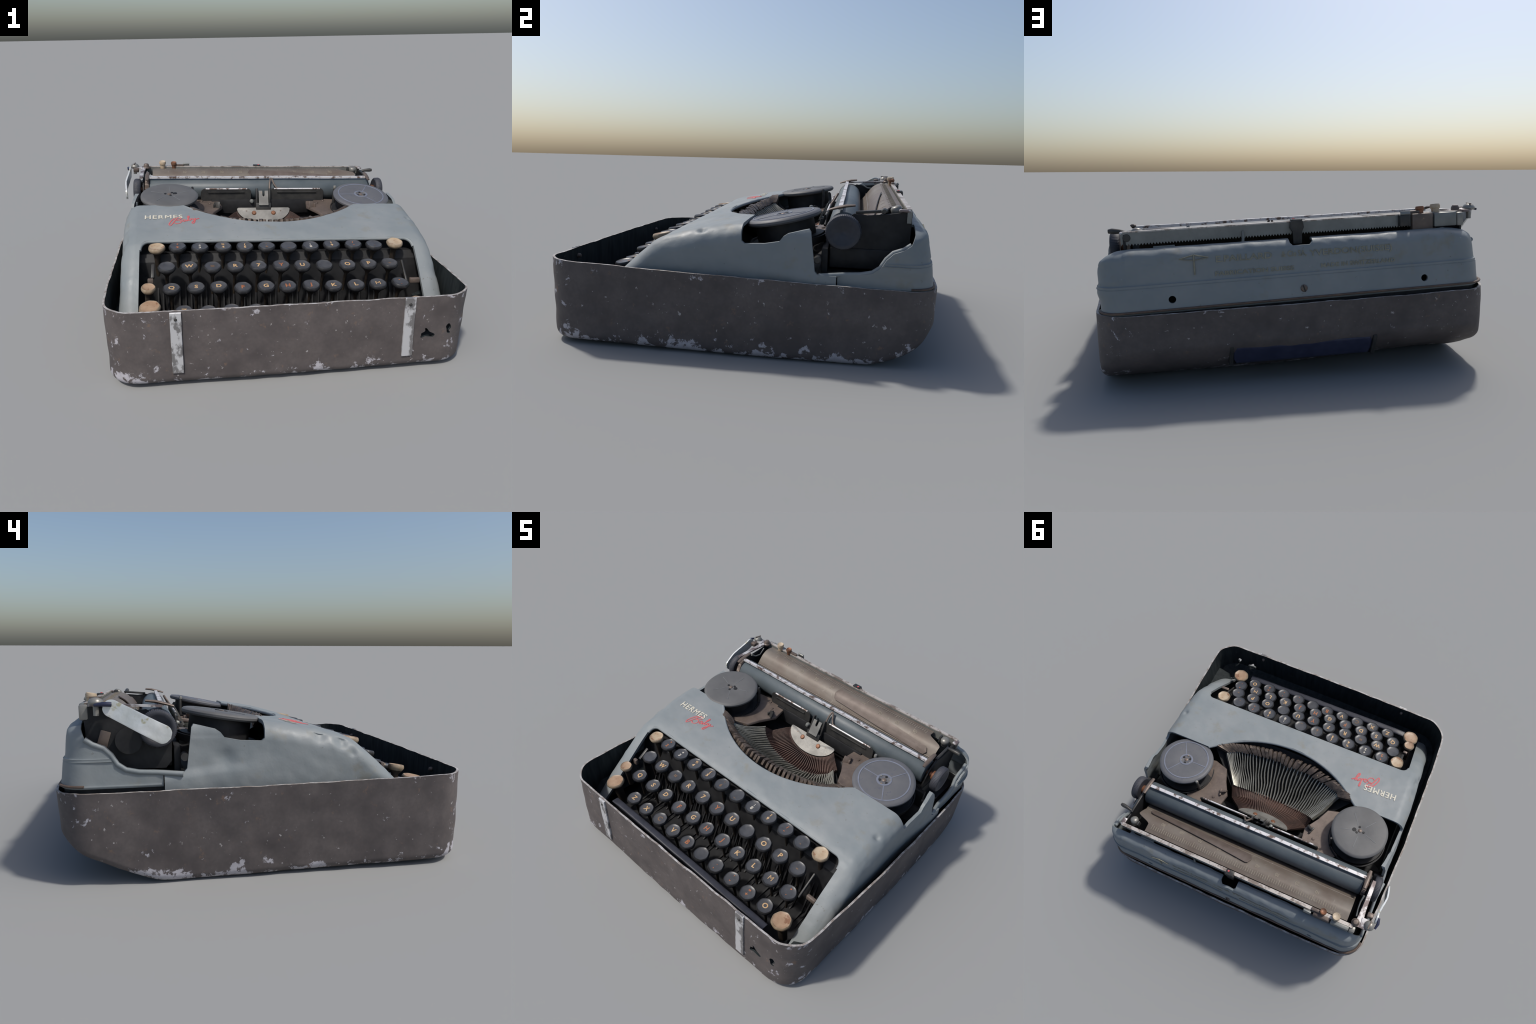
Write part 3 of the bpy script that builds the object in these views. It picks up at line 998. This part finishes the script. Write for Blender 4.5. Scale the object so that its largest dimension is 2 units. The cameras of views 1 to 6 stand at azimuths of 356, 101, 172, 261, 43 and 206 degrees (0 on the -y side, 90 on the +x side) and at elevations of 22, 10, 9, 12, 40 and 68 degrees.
seg = Part()
NS = 48
def comb_pt(u, v):
    phi = math.radians(lerp(-84, 84, u))
    if v < .5:
        p = on_ring(RA, phi).lerp(on_ring(RB, phi), v / .5)
    else:
        p = on_ring(RB, phi).lerp(on_ring(RC, phi), (v - .5) / .5)
    i = u * NS * 4
    fin = 1 if (int(round(i)) % 4) in (0, 1) else -1
    am = .009 * min(1, v * 8)
    n = Vector((0, -.5, .85))
    return p + n * fin * am
seg.grid(NS * 4 + 1, 17, comb_pt)
seg.build("type_segment", RUST, tw, 50)

# nickel face plate of the segment
pl = Part()
outl = []
for i in range(33):
    p = on_ring(RA, math.radians(lerp(-88, 88, i / 32)))
    outl.append(p + Vector((0, .004, .004)))
top = [Vector((x, .362, .556)) for x in np.linspace(.18, -.18, 15)]
vsn = outl + top
nn = len(vsn)
off = Vector((0, -.006, .006))
ce = sum(vsn, Vector()) / nn
pl.add([p + off for p in vsn] + [ce + off], [(i, (i + 1) % nn, nn) for i in range(nn)])
pl.add([p + off for p in vsn] + list(vsn), [(i, (i + 1) % nn, nn + (i + 1) % nn, nn + i) for i in range(nn)])
plate = pl.build("segment_plate", NICKEL, tw, 40)
FACE = Matrix.Rotation(math.radians(45), 3, 'X')
for sx in (-.07, .07):
    Part().lathe([(0, .012), (.012, .011), (.017, .005), (.018, -.01)], (sx, .333, .528), FACE, 20).build("slotted_screw", COPPER, plate)
    Part().lathe([(0, .005), (.006, .005), (.007, -.01)], (sx * 1.75, .345, .540), FACE, 14).build("plate_pin", BRONZE, plate)

# type bars and heads
NB = 44
for i in range(NB):
    phi = math.radians(lerp(-80, 80, i / (NB - 1)))
    e = .002
    c, d, o = on_ring(RC, phi), on_ring(RD, phi), on_ring(RE, phi)
    lat = (on_ring(RD, phi + e) - on_ring(RD, phi - e)).normalized()
    axis = (d - c).normalized()
    nrm = lat.cross(axis)
    if nrm.z < 0: nrm = -nrm
    sag = Vector((0, 0, -1))
    pts, L, N = [], [], []
    m = 9
    for k in range(m):
        t = k / (m - 1)
        jog = .015 * (1 / (1 + math.exp(-(t - .45) * 18)) - .5) * (1 if phi < .1 else .8) + .003 * sin(t * 9 + i)
        p = c.lerp(d, t) + lat * jog + sag * .02 * sin(pi * t)
        pts.append(p); L.append(lat); N.append(nrm)
    Part().ribbon(pts, L, N, [.007] * m, [.030] * m).build("type_bar", TYPEBAR, tw, 30)
    h = Part()
    d2 = d + nrm * .006
    ax = (o - d)
    ln_ = ax.length
    w = .022 + .004 * RNG.random()
    if i >= NB - 4: w = .009
    q = [d2 - ax * .05, d2 + ax * .25, d2 + ax * .75, d2 + ax * 1.0]
    j = lat * RNG.normal(0, .003) + ax * RNG.normal(0, .06)
    h.ribbon([p + j for p in q], [lat] * 4, [nrm] * 4, [w * .6, w, w, w * .7], [.030, .042 + .006 * RNG.random(), .044 + .012 * RNG.random(), .034 + .012 * RNG.random()])
    h.build("type_head", TYPEHEAD, tw, 30)

# dark backing below the bars
bk = Part()
def bk_pt(u, v):
    phi = math.radians(lerp(-89, 89, u))
    p = on_ring(RC, phi).lerp(on_ring(RE, phi), v * 1.06)
    return p + Vector((0, -.03 * v, -.035 - .02 * sin(pi * v)))
bk.grid(60, 12, bk_pt)
bk.build("basket_tray", BLACK, tw, 60)

# brown side plates between basket and spools
for sg in (1, -1):
    o = [(.315, .40), (.30, .30), (.36, .20), (.40, .11), (.50, .08), (.60, .10), (.64, .30), (.56, .42), (.42, .44)]
    sp_ = Part().prism(o, lambda a, b, d: (sg * a, b, .562 + .10 * (b - .25) + d), .022, .003)
    pp = sp_.build("side_plate", BRONZE, tw, 40)
    for a, b in ((.385, .35), (.44, .395), (.52, .36)):
        Part().lathe([(0, .006), (.009, .005), (.011, 0)], (sg * a, b, .585 + .10 * (b - .25)), None, 16).build("slotted_screw", BRONZE, pp)
    # upright tabs gripping the type bars
    tb = Part()
    tb.box((sg * .335, .285, .600), (.045, .012, .05), Matrix.Rotation(-.45, 3, 'X') @ Matrix.Rotation(sg * .5, 3, 'Z'), .004)
    tb.box((sg * .352, .30, .585), (.012, .05, .05), Matrix.Rotation(sg * .3, 3, 'Z'), .003)
    tb.build("rest_tab", DARKSTEEL if sg < 0 else BRONZE, tw)

# ------------------------------------------------- type guide and card plates
gd = Part()
U = [(-.034, 0), (.034, 0), (.034, .105), (.009, .105), (.008, .070), (.0, .062), (-.008, .070), (-.009, .105), (-.034, .105)]
th = math.radians(27)
gd.prism(U, lambda a, b, d: (a, .340 + b * sin(th) + d * cos(th), .585 + b * cos(th) - d * sin(th)), .010)
gd.build("type_guide", NICKEL, tw)
for sx in (-.046, .046):
    Part().box((sx, .392, .625), (.014, .028, .135), Matrix.Rotation(-.25, 3, 'X'), .004).build("guide_post", DARKSTEEL, tw)
Part().box((0, .362, .560), (.11, .03, .07), Matrix.Rotation(-.2, 3, 'X'), .005).build("guide_base", DARKSTEEL, tw)
Part().box((0, .400, .560), (.74, .014, .10), None, .003).build("ribbon_shield", BLACK, tw)
for (a0, a1), h0 in (((-.445, -.085), .095), ((.045, .446), .120)):
    w = a1 - a0
    o = [((p[0] + (a0 + a1) / 2), p[1]) for p in rounded_rect(w, h0, .030, 6)]
    c = Part().prism(o, lambda a, b, d: (a, .408 + .02 * b + d, .688 - h0 / 2 + b), .009, .002).build("card_holder", DARKSTEEL, tw, 40)
    e = Part()
    e.tube([(x, .411, .688 - .002) for x in np.linspace(a0 + .035, a1 - .03, 12)], .0055, 8)
    e.build("card_holder_edge", BAIL, c, 80)
    e = Part().box(((a0 + a1) / 2, .404, .664), (w * .72, .012, .005), None, .002).build("card_holder_edge", DARKSTEEL, c)
pk = Part()
pk.tube([(.048, .414, .685), (.050, .435, .722), (.058, .455, .752), (.066, .455, .752), (.082, .436, .715), (.100, .418, .690), (.15, .414, .684)], .0065, 8)
pk.build("ribbon_fork", BRONZE, tw, 80)
Part().lathe([(0, .016), (.010, .013), (.016, 0), (.014, -.012)], (-.082, .388, .600), Matrix.Rotation(pi/2, 3, 'X'), 20).build("guide_nut", RAILM, tw)

# ----------------------------------------------------------------- carriage
XR = Matrix.Rotation(pi / 2, 3, 'Y')
Part().lathe([(0, -.805), (.074, -.805), (.078, -.800), (.078, .785), (.074, .790), (0, .790)], (0, .513, .658), XR, 64).build("platen", RUBBER, tw, 40)
Part().lathe([(0, -.87), (.016, -.87), (.016, .86), (0, .86)], (0, .513, .658), XR, 16).build("platen_axle", COPPER, tw, 40)
def knob(c, sg):
    k = Part()
    rib = lambda a: .010 * cos(60 * a)
    pr = [(0, -.026), (.060, -.026), (.074, -.026), (.082, -.018), (.083, .010), (.078, .020), (.070, .024), (.058, .019), (.050, .014), (.018, .012), (.012, .006), (0, .005)]
    k.lathe([(r, h * sg) for r, h in pr[:3]], c, XR, 120)
    k.lathe([(r, h * sg) for r, h in pr[2:6]], c, XR, 240, wob=rib)
    k.lathe([(r, h * sg) for r, h in pr[5:]], c, XR, 120)
    return k.build("platen_knob", KNOB, tw, 50)
knob((.878, .513, .656), 1)
knob((-.895, .513, .652), -1)
Part().lathe([(0, .83), (.032, .83), (.026, .858), (0, .858)], (0, .513, .657), XR, 24).build("knob_collar", COPPER, tw, 40)
# ratchet wheel on the left end of the platen
rw = Part()
rw.lathe([(0, -.016), (.072, -.016), (.072, .012), (0, .012)], (-.822, .513, .657), XR, 96, wob=lambda a: .05 * (1 if int(a * 48 / pi) % 2 else 0))
rw.build("ratchet_wheel", BRONZE, tw, 30)

# paper bail and its end pieces
bl = Part()
bl.ribbon([(x, .492 + .001 * sin(9 * x), .752 + .002 * nz(x, 0, 0, 3)) for x in np.linspace(-.815, .778, 40)], [(0, 1, .0)] * 40, [(0, 0, 1)] * 40, .020, .014)
bl.build("paper_bail", BAIL, tw, 60)
for sx in (-.822, .784):
    Part().tube([(sx, .437, .744), (sx, .47, .754), (sx, .52, .766), (sx, .563, .770)], [.010, .014, .015, .011], 10, flat=.5).build("bail_arm", BRONZE, tw, 60)

# paper table: sheet curling up behind the platen
tprof_y = curve_through([(0, .585), (.2, .628), (.4, .655), (.6, .690), (.8, .740), (1, .792)])
tprof_z = curve_through([(0, .608), (.2, .655), (.4, .692), (.6, .730), (.8, .750), (1, .747)])
def table_at(x, t, off=0.0):
    y, z = tprof_y(t), tprof_z(t)
    dy, dz = tprof_y(min(1, t + .02)) - tprof_y(max(0, t - .02)), tprof_z(min(1, t + .02)) - tprof_z(max(0, t - .02))
    l = math.hypot(dy, dz)
    return (x, y - dz / l * off, z + dy / l * off)
tb = Part()
def table_pt(u, v):
    t = v
    xr = .768 - .10 * sstep(.62, .80, t) * 1.0 - .015 * sstep(0, .3, t)
    xl = -.795
    x = lerp(xl, xr, u)
    p = table_at(x, t)
    return (p[0], p[1], p[2] + .002 * nz(x, p[1], 0, 5))
tb.grid(90, 30, table_pt)
table = tb.build("paper_table", TABLE, tw, 60)
so = table.modifiers.new("thickness", 'SOLIDIFY')
so.thickness, so.offset = .007, 0
apply_modifiers(table)
finish_mesh(table.data, 50)
# bead pressed along the table foot
tk = Part()
tk.tube([table_at(x, .27, .003) for x in np.linspace(-.785, .745, 30)], .006, 8)
tk.build("table_bead", TABLE, table, 80)
# engraved scale near its top edge
tk = Part()
for i in range(86):
    x = lerp(-.70, .62, i / 85)
    t0, t1 = (.80, .90) if i % 5 else (.76, .90)
    a, b = Vector(table_at(x, t0, .0050)), Vector(table_at(x, t1, .0050))
    tk.ribbon([a, a.lerp(b, .5), b], [(1, 0, 0)] * 3, [(0, 0, 1)] * 3, .0035, .0012)
tk.build("scale_mark", TICK, table, stuff=True)
for i in range(1, 10):
    x = lerp(-.70, .62, i * 9 / 85)
    vs, fs = text_mesh(str(i * 10), .030)
    Part().add([table_at(x + v[0], .66 + v[1] / .22, .0054) for v in vs], fs).build("scale_number", TICK, table)
# folding paper support lying on the table
arm = Part()
ao = []
a0, a1 = Vector((-.055, .60)), Vector((.675, .36))
nrm_ = Vector((.24, .73)).normalized()
for i in range(13):
    a = math.radians(lerp(90, 270, i / 12))
    ao.append((a0.x + .028 * cos(a), a0.y + .155 * sin(a)))
for i in range(13):
    f = i / 12
    ao.append((lerp(a0.x, a1.x, f), lerp(a0.y - .155, a1.y - .13, f)))
for i in range(7):
    a = math.radians(lerp(270, 450, i / 6))
    ao.append((a1.x + .02 * cos(a), a1.y + .13 * sin(a)))
for i in range(13):
    f = i / 12
    ao.append((lerp(a1.x, a0.x, f), lerp(a1.y + .13, a0.y + .155, f)))
# sweep as grid between lower and upper edge so it follows the table
def arm_pt(off):
    def f(u, v):
        x = lerp(-.083, .70, u)
        cen = lerp(.58, .36, u)
        hw = lerp(.15, .115, u) * math.sqrt(max(0.0, 1 - max(0, (abs(u - .5) - .465) / .035) ** 2))
        return table_at(x, cen + (v - .5) * 2 * hw, off)
    return f
arm.grid(60, 12, arm_pt(.010))
ar = arm.build("paper_support", TABLE2, tw, 60)
so = ar.modifiers.new("thickness", 'SOLIDIFY')
so.thickness, so.offset = .006, -1
apply_modifiers(ar)
finish_mesh(ar.data, 40)
sl = Part()
sl.grid(20, 6, lambda u, v: table_at(lerp(.60, .665, u), .40 - .02 * u + (v - .5) * .10 * math.sqrt(max(0.02, 1 - (2 * u - 1) ** 4)), .0118))
sl.build("support_slot", BLACK, ar)

# toothed margin rail across the back
rail = Part()
NTH = 120
xs = np.linspace(-.845, .822, NTH * 2 + 1)
low = [(x, .700 + (.010 if i % 2 else 0.0)) for i, x in enumerate(xs)]
o = low + [(.822, .752), (.812, .760), (-.845, .760)]
rail.prism(o, lambda a, b, d: (a, .802 + d, b), .020)
rl = rail.build("margin_rail", RAILM, tw, 25)
Part().ribbon([(x, .811, .7625) for x in np.linspace(-.84, .812, 20)], [(0, 1, 0)] * 20, [(0, 0, 1)] * 20, .022, .007).build("rail_edge", RAILEDGE, rl)
Part().lathe([(0, .004), (.016, .003), (.018, 0), (.018, -.01)], (.795, .823, .737), Matrix.Rotation(-pi/2, 3, 'X'), 20).build("slotted_screw", DARKSTEEL, rl)
# centre pointer bracket, small hook and stops
cbk = Part()
co = [(-.030, .765), (-.034, .735), (-.024, .715), (-.022, .655), (.022, .655), (.024, .715), (.036, .735), (.032, .765), (.018, .772), (-.018, .772)]
cbk.prism(co, lambda a, b, d: (a, .824 + d, b), .014, .003)
cbk.box((0, .818, .770), (.055, .036, .010), None, .003)
cbk.build("pointer_bracket", DARKSTEEL, tw, 40)
Part().box((.012, .812, .776), (.012, .012, .006), None, .002).build("pointer_mark", SCRIPT, tw)
Part().tube([(.262, .828, .735), (.262, .832, .70), (.266, .834, .665)], [.005, .007, .009], 8).build("rail_hook", RAILM, tw)
Part().box((.63, .826, .685), (.10, .012, .014), None, .003).build("rail_hook", RAILM, tw)
Part().box((-.545, .832, .735), (.055, .030, .058), Matrix.Rotation(.06, 3, 'Z'), .006).build("margin_stop", DARKSTEEL, tw)
Part().box((-.548, .842, .772), (.050, .014, .020), Matrix.Rotation(.5, 3, 'X'), .004).build("margin_stop", RAILM, tw)
b1 = Part().box((-.640, .826, .722), (.110, .036, .085), None, .005).build("margin_stop", BRONZE, tw)
b2 = Part().box((-.762, .830, .728), (.120, .032, .070), None, .006).build("margin_stop", RAILM, tw)
Part().box((-.842, .825, .725), (.036, .040, .068), None, .008).build("margin_stop", NICKEL, tw)
def button(c, r, h, mat, tilt):
    return Part().lathe([(0, h - .005), (r*.5, h - .006), (r*.72, h - .002), (r*.88, h), (r, h - .008), (r*.96, h*.5), (r*.8, h*.42), (r*.75, -.012), (0, -.012)], c, Matrix.Rotation(tilt, 3, 'X'), 28).build("stop_button", mat, tw, 45)
button((-.725, .806, .764), .026, .040, IVORY, .15)
button((-.641, .808, .764), .022, .033, COPPER, .15)
Part().box((-.60, .812, .770), (.07, .022, .018), None, .005).build("margin_stop", BRONZE, tw)

# carriage end plates (dark) and bed
for sg, sx in ((1, .806), (-1, -.852)):
    o = [(.452, .60), (.470, .655), (.50, .700), (.56, .735), (.62, .728), (.70, .735), (.79, .750), (.822, .752), (.826, .70), (.822, .60), (.80, .50), (.76, .47), (.48, .47), (.455, .50)]
    Part().prism(o, lambda a, b, d: (sx - .006 + d, a, b), .012, .002).build("carriage_end_plate", BLACK, tw, 40)
Part().box((0, .63, .52), (1.64, .36, .10), None, .01).build("carriage_bed", BLACK, tw)
Part().box((0, .43, .47), (1.70, .03, .20), None, .005).build("carriage_bed", BLACK, tw)
Part().lathe([(0, -.02), (.058, -.02), (.058, .012), (.05, .016), (0, .016)], (-.862, .64, .60), XR, 40).build("spring_drum", BLACK, tw)
# small parts seen through the side openings
Part().box((-.868, .745, .61), (.006, .045, .07), Matrix.Rotation(.3, 3, 'X'), .002).build("inner_bracket", BRONZE, tw)
for sg in (1, -1):
    Part().lathe([(0, -.03), (.018, -.03), (.018, .03), (.014, .034), (0, .034)], (sg * .885, .400, .525), XR, 20).build("side_stud", DARKSTEEL, tw)

# right end fittings
Part().lathe([(0, .028), (.018, .026), (.026, .018), (.027, -.004), (.022, -.012), (.022, -.03)], (.752, .758, .745), Matrix.Rotation(.35, 3, 'X'), 28).build("release_knob", NICKEL, tw, 50)
Part().box((.716, .765, .745), (.014, .03, .045), None, .004).build("knob_bracket", DARKSTEEL, tw)
Part().tube([(.80, .705, .748), (.835, .698, .757), (.870, .694, .760), (.888, .692, .760)], [.008, .011, .014, .010], 12).build("release_lever", DARKSTEEL, tw, 60)
Part().box((.800, .64, .745), (.016, .15, .014), Matrix.Rotation(.08, 3, 'X'), .004).build("release_link", DARKSTEEL, tw)
Part().box((.812, .79, .757), (.030, .05, .012), None, .004).build("rail_end_cap", LEVERM, tw)

# left end: line space mechanism and return lever
Part().ribbon([(-.866, y, lerp(.748, .760, (y - .49) / .30)) for y in np.linspace(.49, .80, 12)], [(1, 0, 0)] * 12, [(0, 0, 1)] * 12, [.020, .024, .025, .025, .025, .026, .027, .030, .034, .038, .040, .036], .010).build("line_space_arm", LEVERM, tw, 50)
Part().tube([(-.838, .60, .735), (-.832, .64, .712), (-.834, .69, .705), (-.840, .74, .738)], [.006] * 4, 8).build("line_space_spring", RAILM, tw, 80)
Part().lathe([(0, .024), (.014, .022), (.020, .012), (.021, 0), (.026, -.004), (.026, -.014)], (-.846, .781, .768), None, 24).build("slotted_screw", BRONZE, tw)
bs = Part()
bs.lathe([(0, .018), (.014, .016), (.024, .010), (.031, 0), (.032, -.006), (.028, -.012), (.012, -.016), (.012, -.06)], (-.930, .766, .776), None, 32)
bsr = bs.build("pivot_screw", NICKEL, tw, 50)
Part().box((-.930, .766, .793), (.007, .052, .006), Matrix.Rotation(-.1, 3, 'Z')).build("screw_slot", BRONZE, bsr)
Part().ribbon([(-.905, .735, .764), (-.915, .76, .764), (-.90, .80, .760)], [(1, 0, 0)] * 3, [(0, 0, 1)] * 3, [.06, .075, .05], .012).build("lever_hub", LEVERM, tw, 50)
Part().box((-.915, .705, .758), (.040, .035, .030), Matrix.Rotation(.2, 3, 'X'), .007).build("lever_joint", BRONZE, tw)
Part().tube([(-.968, .77, .762), (-.975, .735, .766), (-.968, .70, .764)], [.006, .010, .010], 8).build("lever_finger", NAVY, tw, 60)
# polished paddle
pd = Part()
p0, p1 = Vector((.702, .748)), Vector((.492, .634))
ax = (p1 - p0).normalized()
sd = Vector((-ax.y, ax.x))
def paddle_pt(a, b, d):
    f = (a / (p1 - p0).length)
    x = -.958 - .020 * sstep(0, .7, f) + .010 * sstep(.7, 1.1, f) + .25 * b * b
    q = p0 + ax * a + sd * b
    return (x - d + .0015 * nz(a, b, 0, 30), q.x, q.y)
L = (p1 - p0).length
g = Part()
def pad_grid(u, v):
    a = lerp(-.036, L + .036, u)
    end = 0
    if a < 0: end = -a / .036
    if a > L: end = (a - L) / .036
    hw = lerp(.036, .041, u) * math.sqrt(max(0.0, 1 - end * end))
    return paddle_pt(a, (v - .5) * 2 * hw, 0)
g.grid(50, 14, pad_grid)
pdo = g.build("return_lever", PADDLE, tw, 70)
so = pdo.modifiers.new("thickness", 'SOLIDIFY')
so.thickness, so.offset = .010, 0
be = pdo.modifiers.new("round", 'BEVEL')
be.width, be.segments, be.limit_method = .003, 2, 'ANGLE'
apply_modifiers(pdo)
finish_mesh(pdo.data, 50)
